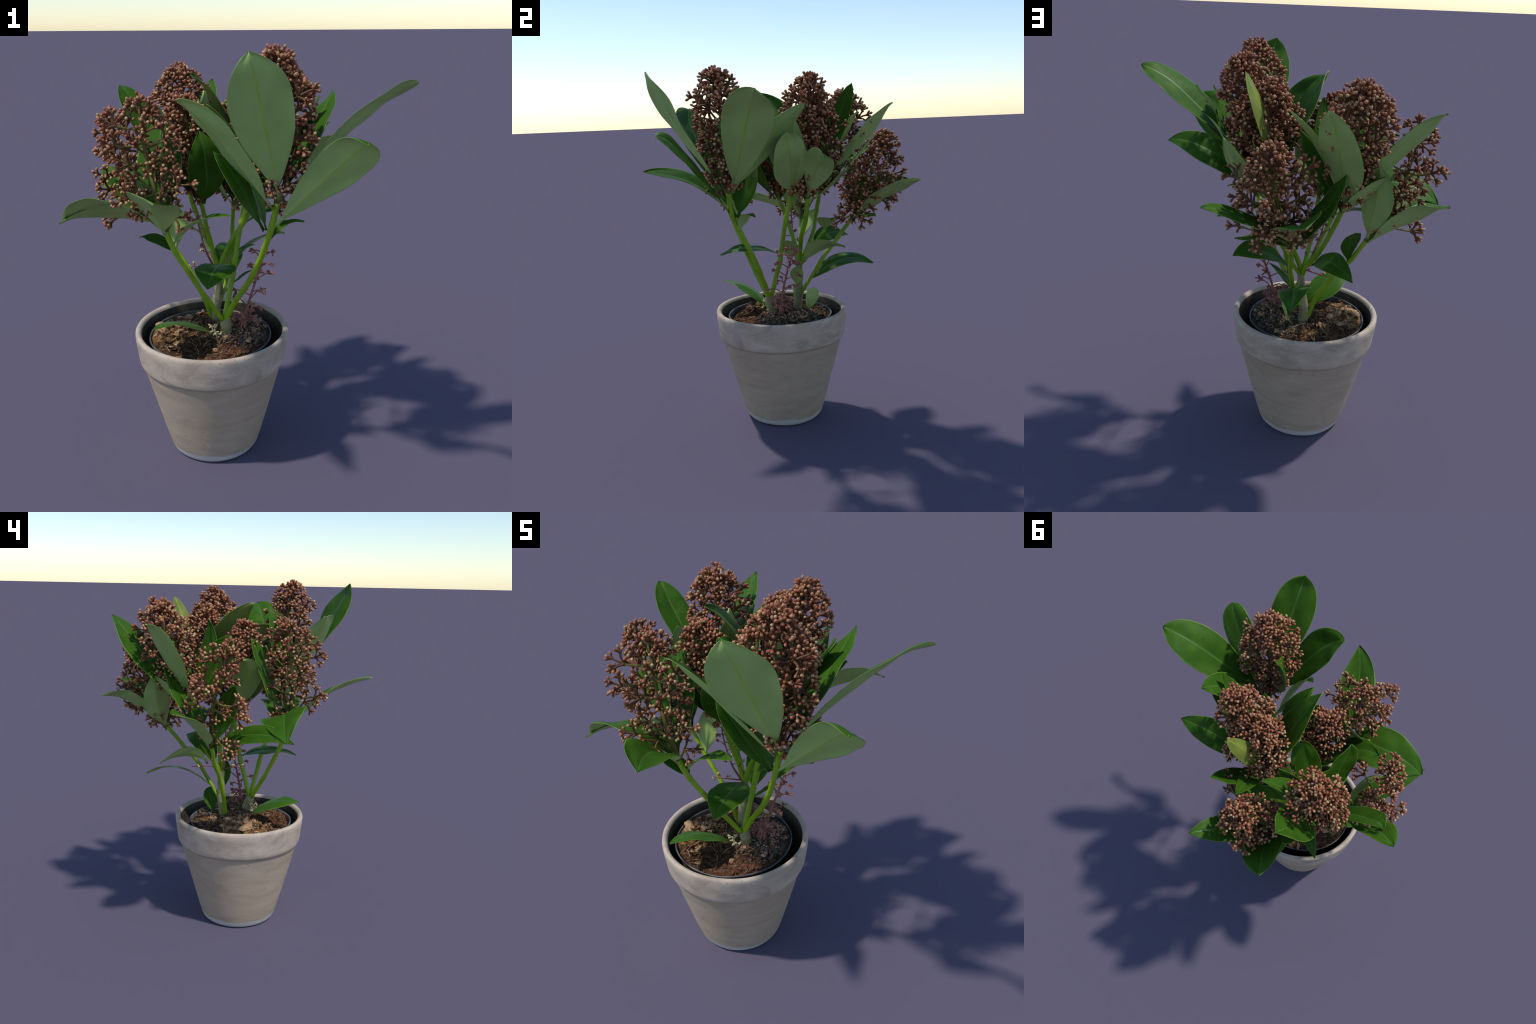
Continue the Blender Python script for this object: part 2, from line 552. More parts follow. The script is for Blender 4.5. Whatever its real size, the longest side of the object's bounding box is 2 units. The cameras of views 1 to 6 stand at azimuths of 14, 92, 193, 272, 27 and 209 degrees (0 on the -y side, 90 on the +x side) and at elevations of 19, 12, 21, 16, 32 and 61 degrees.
for i in range(120):
    if i < 55:
        x, y = rng.gauss(-0.30, 0.06), rng.gauss(-0.05, 0.07)
    else:
        r, a = 0.25 * math.sqrt(rng.random()), rng.uniform(0, TAU)
        x, y = SC.x + r * math.cos(a), SC.y + r * math.sin(a)
    if math.hypot(x - SC.x, y - SC.y) > 0.255 or (x > -0.25 and y < -0.1):
        continue
    flake(V((x, y, soil_height(x, y) - 0.002)), rng.uniform(0, TAU), rng.uniform(0.025, 0.065), rng.uniform(0.018, 0.035),
          rng.uniform(-0.05, 0.55), rng.choice((0, 2, 2, 2)))
soil_litter = adopt(b.make("soil_litter", LITTER, None, smooth=False, kind="stuff"))


# ------------------------------------------------------------------ stems
def stem(name, pts, r0, r1, mats, sides=12, steps=7, rings=(), base_mat=0):
    path = smooth_path(pts, steps)
    n = len(path)
    radii = lerp_radii(n, r0, r1)
    rough = 0.16 if mats[0] is BARK else 0.05
    for i in range(1, n - 1):                # slight kinks
        path[i] = path[i] + V((noise.noise(path[i] * 9), noise.noise(path[i] * 9 + V((7, 0, 0))), 0)) * (r0 * 0.35)
    for i in range(n):
        radii[i] *= 1 + rough * noise.noise(path[i] * 22)
    for t in rings:                         # swollen leaf-scar rings
        k = min(n - 2, max(1, int(t * n)))
        radii[k] *= 1.16
    bl = Builder()
    bl.tube(path, radii, sides, base_mat)
    return adopt(bl.make(name, mats))


FRONT_TOP = (-0.042, -0.066, 0.725)
BACK_TOP = (-0.120, 0.106, 0.887)
stem("trunk", [(-0.052, -0.030, 0.600), (-0.050, -0.042, 0.655), (-0.046, -0.058, 0.70), (-0.040, -0.070, 0.738)], 0.034, 0.023, [BARK], 14, 12)
stem("trunk", [(-0.138, 0.094, 0.60), (-0.136, 0.097, 0.68), (-0.128, 0.102, 0.79), (-0.119, 0.107, 0.905)], 0.027, 0.022, [BARK], 14, 14)

A_NODE = [(0.224, -0.237, 1.253), (0.250, -0.245, 1.370)]
stem("stem", [FRONT_TOP, (0.035, -0.098, 0.86), (0.113, -0.135, 0.988), (0.176, -0.190, 1.13), *A_NODE], 0.0135, 0.0135, [STEM], rings=(0.3, 0.62, 0.82))
stem("stem", [(-0.045, -0.062, 0.73), (-0.020, -0.008, 0.92), (0.010, 0.033, 1.14), (0.036, 0.073, 1.33)], 0.0135, 0.0119, [STEM], rings=(0.4, 0.75))
stem("stem", [(-0.052, -0.072, 0.725), (-0.107, -0.142, 0.861), (-0.175, -0.215, 1.027), (-0.214, -0.259, 1.137), (-0.236, -0.282, 1.225)], 0.0119, 0.0127, [STEM], rings=(0.25, 0.72))
stem("stem", [(-0.150, 0.085, 0.640), (-0.200, 0.085, 0.77), (-0.285, 0.105, 0.92), (-0.355, 0.121, 1.005), (-0.430, 0.133, 1.127)], 0.0127, 0.0111, [STEM], rings=(0.4, 0.78))
stem("stem", [BACK_TOP, (-0.110, 0.114, 0.95), (-0.060, 0.123, 1.06), (0.023, 0.150, 1.20), (0.055, 0.163, 1.31)], 0.0135, 0.0119, [STEM], rings=(0.5, 0.8))
stem("stem", [BACK_TOP, (-0.140, 0.093, 1.0), (-0.160, 0.050, 1.15), (-0.165, 0.0, 1.29)], 0.0111, 0.0107, [STEM], rings=(0.5,))
stem("stem", [BACK_TOP, (-0.155, 0.140, 0.965), (-0.229, 0.197, 1.081), (-0.330, 0.250, 1.32)], 0.0135, 0.0119, [STEM], rings=(0.5,))
stem("stem", [(-0.130, 0.105, 0.72), (-0.112, 0.140, 0.775), (-0.095, 0.235, 0.93), (-0.112, 0.335, 1.06), (-0.129, 0.418, 1.168)], 0.0103, 0.0111, [STEM], rings=(0.5, 0.75))
stem("stem", [BACK_TOP, (-0.085, 0.160, 0.97), (-0.030, 0.255, 1.12)], 0.0098, 0.0090, [STEM], rings=(0.6,))


# ------------------------------------------------------------------ leaves
LEAF_MATS = [UPPER, UNDER, MIDRIB, RIB_UNDER, MARGIN]
COLS = [-1.0, -0.965, -0.8, -0.6, -0.4, -0.2, -0.045, 0.045, 0.2, 0.4, 0.6, 0.8, 0.965, 1.0]


def leaf(base, tip, width, mid=None, sag=0.0, twist=0.0, fold=0.12, droop=0.0, end_twist=0.0, curl=0.08,
         blunt=0.95, lat=None, under=None, ga=0.84, hook=None, upward=None, seed=0, petiole=0.06, wave=0.006):
    """base/mid/tip lie on the midrib; the upper face looks as far up as the
    midrib allows, then is turned by twist (degrees) about the midrib."""
    B, T = V(base), V(tip)
    chord = T - B
    up = V(upward) if upward else V((0, 0, 1))
    d = chord.normalized()
    nrm = (up - d * up.dot(d)).normalized()
    if lat is not None:                          # measured direction across the blade
        la = (V(lat) - d * d.dot(V(lat))).normalized()
        n1 = la.cross(d)
        nrm = n1 if n1.dot(up) > 0 else -n1
    if mid is None:
        M = (B + T) / 2 + nrm * sag * chord.length
    else:
        M = V(mid)
    C = M * 2 - (B + T) / 2                      # Bezier control through M
    N = 26
    rg = random.Random(seed)
    ph = rg.uniform(0, 10)
    wave = max(wave, 0.055 * width)
    tip_roll = rg.uniform(-0.015, 0.040) if hook is None else hook
    bl = Builder()
    top, bot = [], []
    nc = len(COLS)
    for i in range(N + 1):
        t = i / N
        p = B * (1 - t) ** 2 + C * 2 * t * (1 - t) + T * t * t
        tan = ((C - B) * 2 * (1 - t) + (T - C) * 2 * t).normalized()
        if droop and t > 0.6:
            k = (t - 0.6) / 0.4
            p = p - nrm * droop * chord.length * k * k
            tan = (tan - nrm * droop * 2 * k / 0.4).normalized()
        if t > 0.8:                                # the very tip hooks down a little
            p = p - nrm * tip_roll * chord.length * ((t - 0.8) / 0.2) ** 2
        n0 = nrm - tan * nrm.dot(tan)
        n0.normalize()
        n0 = Matrix.Rotation(math.radians(twist + end_twist * t), 3, tan) @ n0
        lat = tan.cross(n0).normalized()
        s = max(0.0, (t - petiole) / (1 - petiole))
        w = (s ** ga) * ((1 - s) ** blunt) / ((ga / (ga + blunt)) ** ga * (blunt / (ga + blunt)) ** blunt)
        hw = max(0.5 * width * w, 0.0075 * (1 - t) + 0.0012)
        thick = 0.0042
        rt, rb = [], []
        for x in COLS:
            lift = fold * hw * abs(x) ** 1.25 * (1 - 0.35 * t)
            lift -= curl * hw * max(0.0, abs(x) - 0.55) ** 2 * 3.0
            lift += wave * noise.noise(V((t * 4.2 + ph, x * 1.6, seed * 1.7))) * min(1.0, 3 * s) * (0.35 + abs(x))
            ed = 1 + 0.02 * noise.noise(V((t * 22, x * 3, seed + 0.5))) * abs(x)
            q = p + lat * (x * hw * ed) + n0 * lift
            groove = -0.0022 if abs(x) < 0.1 else 0.0
            th = thick * (1 - 0.55 * abs(x)) * (0.4 + 0.6 * min(1, hw / 0.02))
            ridge = 0.0028 * (1 - 0.7 * t) if abs(x) < 0.1 else 0.0
            rt.append(q + n0 * (th * 0.5 + groove))
            rb.append(q - n0 * (th * 0.5 + ridge))
        top.append(rt)
        bot.append(rb)
    for r in top:
        bl.v += r
    for r in bot:
        bl.v += r
    off = (N + 1) * nc
    for i in range(N):
        for j in range(nc - 1):
            a = i * nc + j
            central = COLS[j] < 0 < COLS[j + 1]
            margin = j == 0 or j == nc - 2
            bl.f.append((a, a + 1, a + nc + 1, a + nc))
            bl.mi.append(2 if central else (4 if margin else 0))
            bl.f.append((off + a, off + a + nc, off + a + nc + 1, off + a + 1))
            bl.mi.append(3 if central else 1)
        for j in (0, nc - 1):
            a = i * nc + j
            q = (a, a + nc, off + a + nc, off + a)
            bl.f.append(q if j == 0 else q[::-1])
            bl.mi.append(4)
    for i, m in ((0, 3), (N, 4)):
        for j in range(nc - 1):
            a = i * nc + j
            q = (a, off + a, off + a + 1, a + 1)
            bl.f.append(q if i == 0 else q[::-1])
            bl.mi.append(m)
    y = d
    z = nrm
    x = y.cross(z)
    mat = Matrix((x, y, z)).transposed().to_4x4()
    mat.translation = B
    ob = bl.make("leaf", LEAF_MATS if under is None else [UPPER, under, MIDRIB, under, MARGIN], None)
    ob.data.transform(mat.inverted())
    ob.matrix_world = mat
    adopt(ob)
    return ob


LEAVES = [
    # cluster on the tall front stem
    dict(base=(0.268, -0.275, 1.390), tip=(0.237, -0.643, 1.978), width=0.240, mid=(0.253, -0.512, 1.764), fold=0.06, upward=(-0.37, 0.8, 0.48), blunt=0.85, ga=0.95, hook=-0.02),
    dict(base=(0.233, -0.244, 1.262), tip=(0.645, -0.506, 1.685), width=0.190, fold=0.06, blunt=0.65, upward=(0.0, 0.85, 0.52), mid=(0.510, -0.398, 1.552)),
    dict(base=(0.260, -0.222, 1.370), tip=(0.788, -0.060, 1.853), width=0.240, fold=0.08, blunt=0.85, mid=(0.570, -0.118, 1.712), hook=0.0, upward=(-0.64, 0.22, 0.72)),
    dict(base=(0.234, -0.265, 1.350), tip=(-0.092, -0.465, 1.812), width=0.225, mid=(0.050, -0.430, 1.665), fold=0.22, upward=(0.49, 0.62, 0.61)),
    dict(base=(0.186, -0.215, 1.235), tip=(0.010, -0.310, 1.590), width=0.105, fold=0.2, droop=0.05, mid=(0.095, -0.312, 1.470), upward=(0.45, -0.5, 0.7)),
    dict(base=(0.192, -0.200, 1.165), tip=(0.330, -0.116, 1.280), width=0.070, sag=0.12, fold=0.2, droop=0.12),
    dict(base=(0.255, -0.230, 1.390), tip=(0.131, -0.150, 1.845), width=0.170, fold=0.15, upward=(-0.8, -0.5, 0.25), mid=(0.150, -0.235, 1.640)),
    dict(base=(0.195, -0.205, 1.235), tip=(0.030, -0.130, 1.560), width=0.130, mid=(0.125, -0.165, 1.400), fold=0.15, upward=(0.5, 0.0, 0.8)),
    # cluster behind it
    dict(base=(0.050, 0.072, 1.340), tip=(0.405, 0.060, 1.680), width=0.190, sag=-0.05, fold=0.08, upward=(-0.65, -0.39, 0.66), blunt=0.75),
    dict(base=(0.255, -0.220, 1.380), tip=(0.417, 0.147, 1.797), width=0.170, fold=0.12, upward=(-0.63, -0.49, 0.6), mid=(0.360, -0.020, 1.640)),
    dict(base=(0.050, 0.065, 1.390), tip=(0.377, 0.008, 1.789), width=0.14, sag=-0.06, fold=0.12),
    dict(base=(0.060, 0.060, 1.400), tip=(0.131, -0.003, 1.750), width=0.10, sag=-0.08, fold=0.12),
    dict(base=(0.075, 0.160, 1.315), tip=(0.519, 0.248, 1.560), width=0.160, mid=(0.315, 0.215, 1.505), fold=0.14, droop=0.02, upward=(-0.48, 0.59, 0.65)),
    dict(base=(0.070, 0.180, 1.350), tip=(0.116, 0.402, 1.896), width=0.105, sag=-0.10, fold=0.2, under=BACKLIT_TINT, blunt=0.65, upward=(0.95, 0.0, 0.2)),
    dict(base=(0.062, 0.190, 1.300), tip=(0.160, 0.504, 1.641), width=0.13, sag=-0.06, fold=0.2),
    dict(base=(0.050, 0.190, 1.320), tip=(0.020, 0.504, 1.560), width=0.11, sag=0.05, fold=0.2),
    dict(base=(0.052, 0.080, 1.350), tip=(0.350, 0.100, 1.738), width=0.150, sag=-0.08, fold=0.12, upward=(-0.8, 0.2, 0.5)),
    # middle cluster
    dict(base=(0.045, 0.150, 1.320), tip=(-0.155, -0.066, 1.881), width=0.240, fold=0.18, under=OLIVE, mid=(-0.055, 0.105, 1.625), upward=(0.75, 0.45, 0.45)),
    dict(base=(0.030, 0.060, 1.350), tip=(-0.067, -0.148, 1.765), width=0.210, fold=0.18, mid=(-0.020, -0.020, 1.610), under=OLIVE, upward=(0.55, 0.35, 0.75)),
    dict(base=(-0.150, -0.012, 1.285), tip=(-0.115, -0.150, 1.640), width=0.170, mid=(-0.095, -0.120, 1.47), fold=0.1, upward=(0.35, -0.85, 0.4)),
    dict(base=(-0.175, -0.005, 1.290), tip=(-0.520, -0.035, 1.610), width=0.16, mid=(-0.355, -0.050, 1.50), fold=0.2),
    dict(base=(-0.175, 0.010, 1.27), tip=(-0.330, 0.010, 1.470), width=0.11, sag=0.05, fold=0.2),
    # left front cluster
    dict(base=(-0.240, -0.285, 1.205), tip=(-0.088, -0.752, 1.469), width=0.215, mid=(-0.203, -0.497, 1.392), fold=0.28, upward=(0.15, 0.52, 0.84)),
    dict(base=(-0.245, -0.275, 1.215), tip=(-0.745, -0.255, 1.242), width=0.250, mid=(-0.500, -0.250, 1.325), fold=0.12, ga=0.6, blunt=0.8, upward=(0.05, 0.35, 0.93)),
    dict(base=(-0.242, -0.270, 1.240), tip=(-0.315, -0.078, 1.705), width=0.235, fold=0.15, twist=-10, mid=(-0.300, -0.150, 1.490), upward=(-0.1, -0.95, 0.3)),
    dict(base=(-0.205, -0.243, 1.110), tip=(-0.400, -0.200, 1.165), width=0.095, sag=0.10, fold=0.2),
    dict(base=(-0.221, -0.245, 1.148), tip=(0.077, -0.334, 1.327), width=0.105, sag=0.12, fold=0.15),
    # left back cluster with the spreading head
    dict(base=(-0.432, 0.135, 1.120), tip=(-0.750, -0.292, 1.237), width=0.130, mid=(-0.590, -0.080, 1.235), fold=0.15, upward=(-0.39, 0.5, 0.77)),
    dict(base=(-0.432, 0.140, 1.130), tip=(-0.481, 0.374, 1.544), width=0.165, mid=(-0.470, 0.265, 1.375), fold=0.14, upward=(-0.37, -0.83, 0.42)),
    dict(base=(-0.438, 0.145, 1.120), tip=(-0.789, 0.288, 1.373), width=0.200, mid=(-0.650, 0.210, 1.295), fold=0.25, upward=(0.35, -0.51, 0.78)),
    dict(base=(-0.352, 0.120, 1.000), tip=(-0.390, 0.240, 1.195), width=0.100, sag=-0.12, fold=0.15, blunt=0.6, upward=(-0.5, 0.8, 0.2)),
    dict(base=(-0.430, 0.125, 1.140), tip=(-0.560, 0.000, 1.480), width=0.120, sag=-0.08, fold=0.2, upward=(-0.8, -0.3, 0.5)),
    # back left cluster
    dict(base=(-0.335, 0.255, 1.320), tip=(-0.105, 0.454, 1.755), width=0.125, sag=0.06, fold=0.25, upward=(-0.6, -0.56, 0.57)),
    dict(base=(-0.335, 0.262, 1.315), tip=(-0.309, 0.669, 1.808), width=0.220, mid=(-0.330, 0.500, 1.600), fold=0.12, upward=(-0.45, -0.68, 0.58)),
    dict(base=(-0.325, 0.255, 1.290), tip=(-0.125, 0.315, 1.658), width=0.100, sag=-0.06, fold=0.25, upward=(-0.2, 0.8, 0.5)),
    dict(base=(-0.312, 0.235, 1.275), tip=(-0.505, 0.406, 1.519), width=0.120, sag=-0.03, fold=0.2),
    dict(base=(-0.340, 0.255, 1.325), tip=(-0.718, 0.400, 1.796), width=0.155, fold=0.25, upward=(0.58, -0.52, 0.63), mid=(-0.595, 0.338, 1.640)),
    dict(base=(-0.325, 0.240, 1.340), tip=(-0.187, 0.165, 1.783), width=0.145, sag=-0.10, fold=0.12, upward=(-0.73, 0.6, 0.33)),
    dict(base=(-0.335, 0.235, 1.330), tip=(-0.392, 0.039, 1.717), width=0.200, mid=(-0.375, 0.110, 1.555), fold=0.12, upward=(-0.89, 0.45, 0.1)),
    # back cluster
    dict(base=(-0.120, 0.425, 1.170), tip=(0.175, 0.745, 1.399), width=0.150, mid=(0.040, 0.600, 1.325), fold=0.12, upward=(-0.51, -0.14, 0.85)),
    dict(base=(-0.132, 0.425, 1.170), tip=(-0.249, 0.752, 1.373), width=0.220, mid=(-0.185, 0.590, 1.305), fold=0.38, upward=(0.45, -0.35, 0.82), blunt=0.7),
    dict(base=(-0.140, 0.420, 1.180), tip=(-0.356, 0.442, 1.516), width=0.150, mid=(-0.265, 0.450, 1.335), fold=0.2, upward=(0.75, 0.49, 0.45)),
    dict(base=(-0.120, 0.428, 1.155), tip=(0.106, 0.520, 1.200), width=0.095, sag=0.08, fold=0.15),
    # low leaves on the trunks and stems
    dict(base=(-0.030, 0.256, 1.115), tip=(0.267, 0.276, 1.218), width=0.115, sag=0.10, fold=0.2),
    dict(base=(-0.062, -0.006, 0.985), tip=(-0.039, -0.336, 1.000), width=0.190, fold=0.10, upward=(-0.04, 0.04, 1.0), mid=(-0.050, -0.170, 1.025)),
    dict(base=(-0.100, -0.075, 0.640), tip=(-0.287, -0.350, 0.790), width=0.165, mid=(-0.206, -0.180, 0.748), fold=-0.22, droop=0.02, curl=0.0, upward=(-0.05, 0.4, 0.9)),
    dict(base=(-0.077, 0.139, 0.930), tip=(0.164, 0.351, 1.056), width=0.140, mid=(0.051, 0.237, 1.048), fold=0.15, upward=(-0.48, 0.03, 0.87)),
    dict(base=(-0.185, 0.188, 0.985), tip=(-0.412, 0.419, 1.022), width=0.110, mid=(-0.289, 0.290, 1.055), fold=0.15, upward=(0.52, 0.39, 0.76)),
    dict(base=(-0.110, 0.150, 0.795), tip=(-0.165, 0.540, 0.889), width=0.155, mid=(-0.140, 0.350, 0.925), fold=0.10, upward=(0.27, -0.19, 0.94)),
    dict(base=(-0.100, 0.155, 0.640), tip=(-0.053, 0.180, 0.785), width=0.090, sag=-0.12, fold=0.12, blunt=0.5),
    dict(base=(-0.085, 0.060, 0.960), tip=(0.087, 0.040, 1.085), width=0.095, sag=0.08, fold=0.2),
    dict(base=(-0.095, 0.095, 0.790), tip=(0.050, 0.090, 0.935), width=0.075, sag=0.05, fold=0.12),
]
for i, kw in enumerate(LEAVES):
    leaf(seed=i, **kw)


# ------------------------------------------------------------------ flower heads
def path_at(path, t):
    f = max(0.0, min(1.0, t)) * (len(path) - 1)
    i = min(int(f), len(path) - 2)
    return path[i].lerp(path[i + 1], f - i)


def flower_head(rachis, profile, n_domes, seed, dome_r=0.055, tips=19, open_=0.0, r0=0.013, extra=()):
    """Panicle: a rachis, branches to domes spread over an envelope, each dome
    a spray of short stalks that end in fat buds.
    profile: radius of the envelope at rachis fractions 0, 1/4, 1/2, 3/4, 1."""
    rg = random.Random(seed)
    path = smooth_path(rachis, 6)
    wood, buds = Builder(), Builder()
    wood.tube(path, lerp_radii(len(path), r0, 0.005), 8, 0)

    def env(t):
        f = max(0, min(0.9999, t)) * (len(profile) - 1)
        i = int(f)
        return profile[i] + (profile[i + 1] - profile[i]) * (f - i)

    domes = []
    for i in range(n_domes):
        u = (i + 0.5) / n_domes
        t = 0.10 + 0.90 * u ** 0.9
        a = i * 2.39996 + rg.uniform(-0.25, 0.25)
        R = max(0.0, env(t) - 0.012 - dome_r * 0.75) * (rg.uniform(0.45, 0.66) if i % 4 == 3 else rg.uniform(0.80, 1.08))
        c = path_at(path, t)
        rad = V((math.cos(a), math.sin(a), 0))
        lean = 0.15 + 0.75 * t
        o = (rad * (1 - 0.55 * t) + V((0, 0, lean))).normalized()
        domes.append((c + rad * R - V((0, 0, 0.02)), o, t, dome_r * rg.uniform(0.72, 1.22)))
    domes.append((path[-1] - V((0, 0, 0.035)), V((rg.uniform(-.2, .2), rg.uniform(-.2, .2), 1)).normalized(), 1.0, dome_r))
    for c, dr in extra:
        c = V(c)
        near = min(range(len(path)), key=lambda k: (path[k] - c).length)
        o = (c - path[near]).normalized() * 0.7 + V((0, 0, 0.4))
        domes.append((c, o.normalized(), max(0.08, near / (len(path) - 1) + 0.1), dr))

    for c, o, t, dr in domes:
        root_p = path_at(path, t - (0.16 if t < 0.999 else 0.05))
        hub = c - o * dr * 0.75
        mid = root_p.lerp(hub, 0.5) + V((0, 0, -0.010))
        br = smooth_path([root_p, mid, hub], 3)
        wood.tube(br, lerp_radii(len(br), 0.0062, 0.0048), 5, 0 if open_ > 0.5 else 1, cap=False)
        # sub-stalks
        x, y = wood.ring_frame(o)
        k_sub = max(4, int(tips / 4.5))
        subs = []
        for s in range(k_sub):
            ang = s * 2.39996 + rg.uniform(-0.3, 0.3)
            rr = math.sqrt((s + 0.3) / k_sub)
            th = rr * 1.25
            dirn = (o * math.cos(th) + (x * math.cos(ang) + y * math.sin(ang)) * math.sin(th)).normalized()
            p = hub + dirn * dr * rg.uniform(0.85, 1.10)
            wood.tube([hub, hub.lerp(p, 0.55) + o * dr * 0.08, p], [0.0054, 0.0048, 0.0054], 5, 1, cap=False)
            subs.append((p, dirn))
        tone = rg.random() * 0.7 + (1 - t) * 0.45      # lower sprays fade to tan and cream
        tones = (1, 1, 1, 2) if tone < 0.42 else ((1, 1, 2, 2, 3) if tone < 0.8 else (1, 2, 2, 3))
        per = max(3, int(round(tips / k_sub)))
        for p, dirn in subs:
            sx, sy = wood.ring_frame(dirn)
            twist = rg.uniform(0, TAU)
            for q in range(per):
                ang = twist + TAU * q / max(1, per - 1)
                th = 0.15 if q == per - 1 else rg.uniform(0.65, 1.05)
                bd = (dirn * math.cos(th) + (sx * math.cos(ang) + sy * math.sin(ang)) * math.sin(th)).normalized()
                L = rg.uniform(0.006, 0.014)
                e = p + bd * L
                wood.tube([p - dirn * 0.003, e], [0.0054, 0.0048], 5, 1, cap=False)
                buds.bud(e - bd * 0.003, bd, rg.uniform(0.021, 0.030), rg.uniform(0.0058, 0.0078), 0, rg.choice(tones))
    head = adopt(wood.make("flower_head", [RACHIS, TWIGLET]))
    bo = buds.make("flower_buds", [BUD_BODY, *BUD_TIPS], kind="stuff")
    bo.parent = head
    bo.matrix_parent_inverse = head.matrix_world.inverted()
    return head


HEADS = [
    dict(rachis=[(0.250, -0.245, 1.370), (0.250, -0.255, 1.6), (0.248, -0.270, 1.82), (0.245, -0.284, 1.990)],
         profile=(0.07, 0.15, 0.185, 0.18, 0.075), n_domes=38, seed=1, dome_r=0.056, tips=19,
         extra=[((0.36, -0.20, 1.66), 0.05), ((0.37, -0.25, 1.83), 0.045)]),
    dict(rachis=[(0.036, 0.073, 1.33), (0.085, 0.110, 1.55), (0.145, 0.150, 1.78), (0.185, 0.176, 1.946)],
         profile=(0.05, 0.12, 0.165, 0.17, 0.075), n_domes=34, seed=2, dome_r=0.054, tips=19),
    dict(rachis=[(0.055, 0.163, 1.31), (0.065, 0.200, 1.50), (0.050, 0.215, 1.70), (0.040, 0.222, 1.852)],
         profile=(0.08, 0.16, 0.19, 0.175, 0.075), n_domes=37, seed=3, dome_r=0.056, tips=19),
    dict(rachis=[(-0.165, 0.0, 1.29), (-0.190, -0.010, 1.50), (-0.215, -0.024, 1.66), (-0.225, -0.030, 1.782)],
         profile=(0.03, 0.09, 0.14, 0.145, 0.065), n_domes=26, seed=4, dome_r=0.052, tips=19),
    dict(rachis=[(-0.236, -0.282, 1.225), (-0.271, -0.296, 1.405), (-0.310, -0.275, 1.53), (-0.320, -0.280, 1.66), (-0.340, -0.262, 1.798)],
         profile=(0.13, 0.165, 0.175, 0.17, 0.075), n_domes=23, seed=5, open_=1, dome_r=0.050, tips=17,
         extra=[((-0.114, -0.373, 1.475), 0.055), ((-0.172, -0.347, 1.650), 0.055), ((-0.392, -0.350, 1.535), 0.05),
                ((-0.361, -0.438, 1.410), 0.045), ((-0.426, -0.377, 1.700), 0.05), ((-0.404, -0.430, 1.625), 0.045),
                ((-0.400, -0.210, 1.290), 0.045), ((-0.318, -0.179, 1.735), 0.05)]),
    dict(rachis=[(-0.430, 0.133, 1.127), (-0.510, 0.125, 1.26), (-0.565, 0.114, 1.37), (-0.595, 0.090, 1.50), (-0.640, 0.040, 1.690)],
         profile=(0.05, 0.09, 0.10, 0.11, 0.065), n_domes=6, seed=6, open_=1, dome_r=0.05, tips=23,
         extra=[((-0.597, 0.175, 1.511), 0.055), ((-0.584, 0.215, 1.394), 0.055), ((-0.650, -0.025, 1.400), 0.052),
                ((-0.640, -0.040, 1.335), 0.05), ((-0.655, 0.025, 1.173), 0.045), ((-0.656, 0.017, 1.590), 0.055),
                ((-0.635, 0.132, 1.639), 0.055), ((-0.468, 0.035, 1.520), 0.05), ((-0.720, 0.160, 1.500), 0.05),
                ((-0.600, 0.00, 1.67), 0.05)]),
    dict(rachis=[(-0.330, 0.250, 1.320), (-0.360, 0.325, 1.55), (-0.380, 0.380, 1.75), (-0.392, 0.404, 1.886)],
         profile=(0.06, 0.14, 0.18, 0.18, 0.075), n_domes=37, seed=7, dome_r=0.056, tips=19),
    dict(rachis=[(-0.129, 0.418, 1.168), (-0.085, 0.480, 1.32), (-0.065, 0.540, 1.49), (-0.070, 0.595, 1.650)],
         profile=(0.10, 0.165, 0.185, 0.17, 0.07), n_domes=34, seed=8, open_=1, dome_r=0.052, tips=18,
         extra=[((0.158, 0.330, 1.207), 0.035), ((0.160, 0.400, 1.470), 0.055), ((0.130, 0.400, 1.380), 0.055),
                ((-0.043, 0.615, 1.285), 0.05), ((-0.098, 0.675, 1.420), 0.055), ((-0.082, 0.650, 1.315), 0.05),
                ((-0.213, 0.510, 1.550), 0.055), ((0.020, 0.470, 1.180), 0.05)]),
]
for kw in HEADS:
    flower_head(**kw)


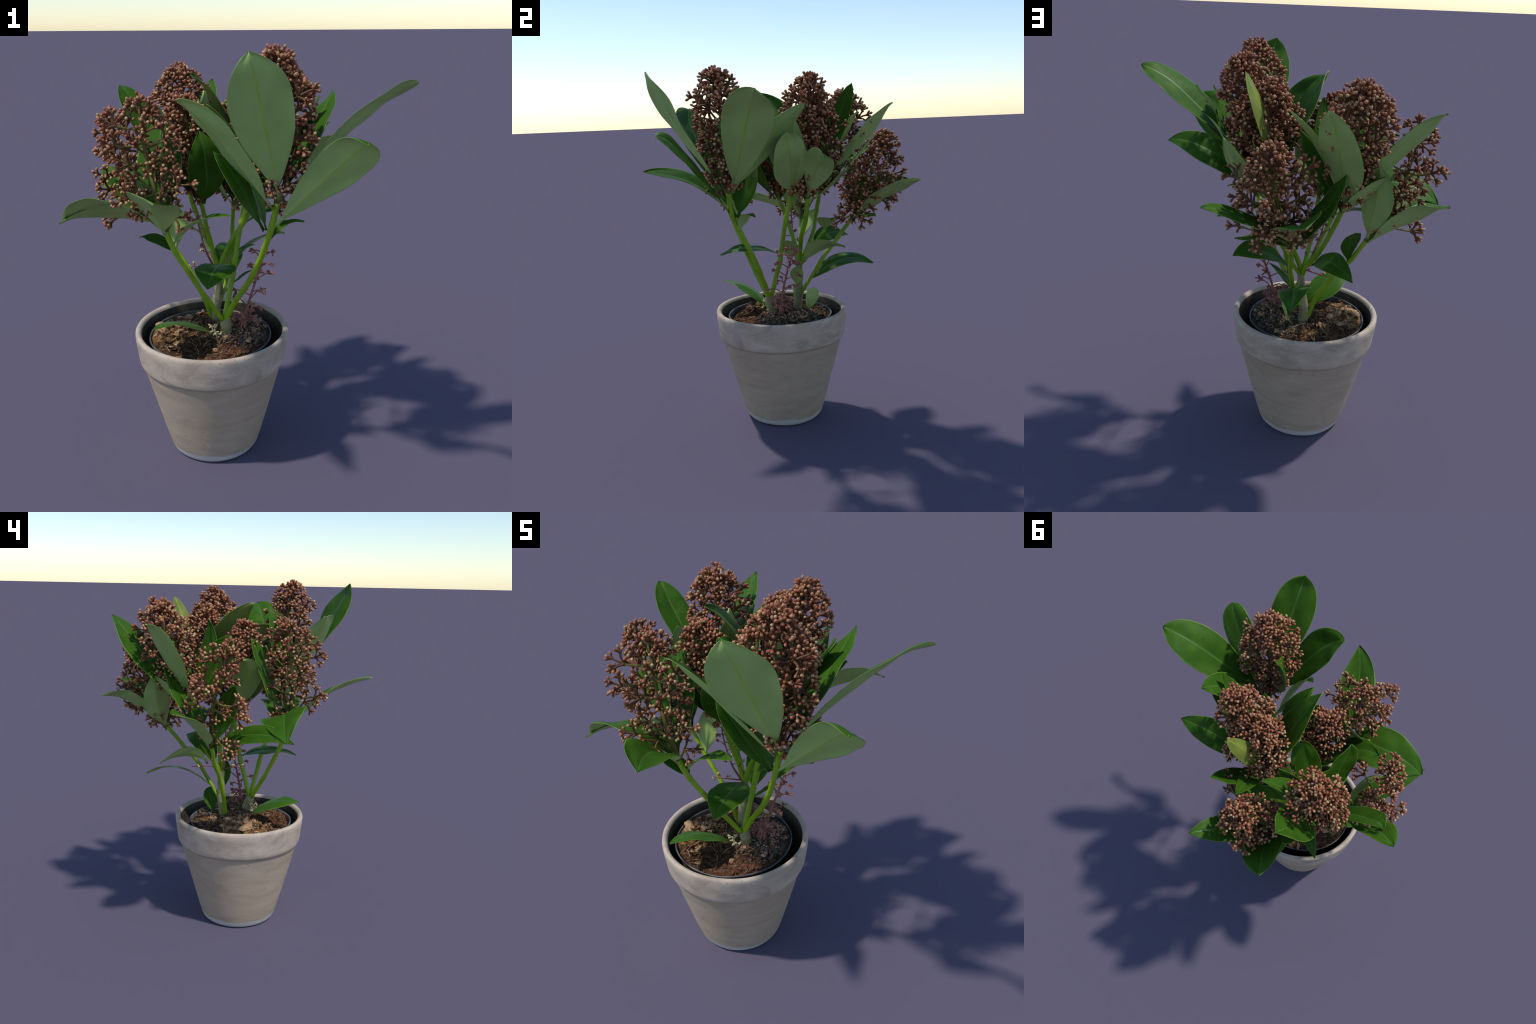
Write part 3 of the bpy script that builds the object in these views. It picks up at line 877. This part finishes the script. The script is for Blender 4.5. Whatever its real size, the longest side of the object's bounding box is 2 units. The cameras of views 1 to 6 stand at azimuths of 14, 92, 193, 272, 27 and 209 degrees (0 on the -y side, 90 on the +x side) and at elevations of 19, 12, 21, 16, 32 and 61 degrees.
# ------------------------------------------------------------------ dried little panicles near the base
def dried_panicle(name, spine, seed, n_side, side_len, r=0.006, mat=DRY, bud_mat=DRY, cluster=6):
    rg = random.Random(seed)
    path = smooth_path(spine, 6)
    bl = Builder()
    bl.tube(path, lerp_radii(len(path), r, r * 0.5), 6, 0)
    for i in range(n_side):
        t = 0.30 + 0.70 * (i + 0.5) / n_side
        p = path_at(path, t)
        a = i * 2.39996 + rg.uniform(-0.4, 0.4)
        out = V((math.cos(a), math.sin(a), rg.uniform(-0.1, 0.6))).normalized()
        L = side_len * rg.uniform(0.6, 1.2) * (1.15 - 0.5 * t)
        e = p + out * L
        m = p.lerp(e, 0.6) + V((0, 0, 0.15 * L))
        bl.tube([p, m, e], [r * 0.45, r * 0.38, r * 0.35], 5, 0, cap=False)
        for q in range(cluster):
            d = (out + V((rg.uniform(-1, 1), rg.uniform(-1, 1), rg.uniform(-1, 1))) * 0.9).normalized()
            s = m.lerp(e, rg.uniform(0.4, 1.0))
            bl.bud(s, d, rg.uniform(0.014, 0.024), rg.uniform(0.0038, 0.006), 0, 1, 5)
    return adopt(bl.make(name, [mat, bud_mat]))


dried_panicle("dried_panicle", [(0.035, 0.000, 0.64), (0.050, 0.006, 0.76), (0.095, 0.045, 0.93), (0.125, 0.085, 1.045)], 21, 19, 0.085, 0.0080, cluster=7)
dried_panicle("dried_panicle", [(-0.135, 0.095, 0.92), (-0.172, 0.076, 1.01), (-0.205, 0.075, 1.13), (-0.215, 0.07, 1.22)], 22, 10, 0.05, 0.006)
dried_panicle("dried_panicle", [(0.020, -0.01, 0.64), (0.030, -0.005, 0.70), (0.045, 0.010, 0.745)], 23, 14, 0.065, 0.006, cluster=7)
dried_panicle("dried_panicle", [(-0.125, 0.09, 0.92), (-0.20, 0.02, 0.955), (-0.235, -0.01, 0.965)], 24, 3, 0.02, 0.004, DRY, CREAM, 4)
dried_panicle("dried_panicle", [(-0.130, 0.11, 0.93), (-0.20, 0.20, 0.955), (-0.27, 0.26, 0.97)], 25, 3, 0.02, 0.004, DRY, CREAM, 3)
dried_panicle("dried_panicle", [(-0.075, -0.075, 0.62), (-0.085, -0.085, 0.66), (-0.09, -0.095, 0.70)], 26, 5, 0.022, 0.005, CREAM, CREAM, 4)
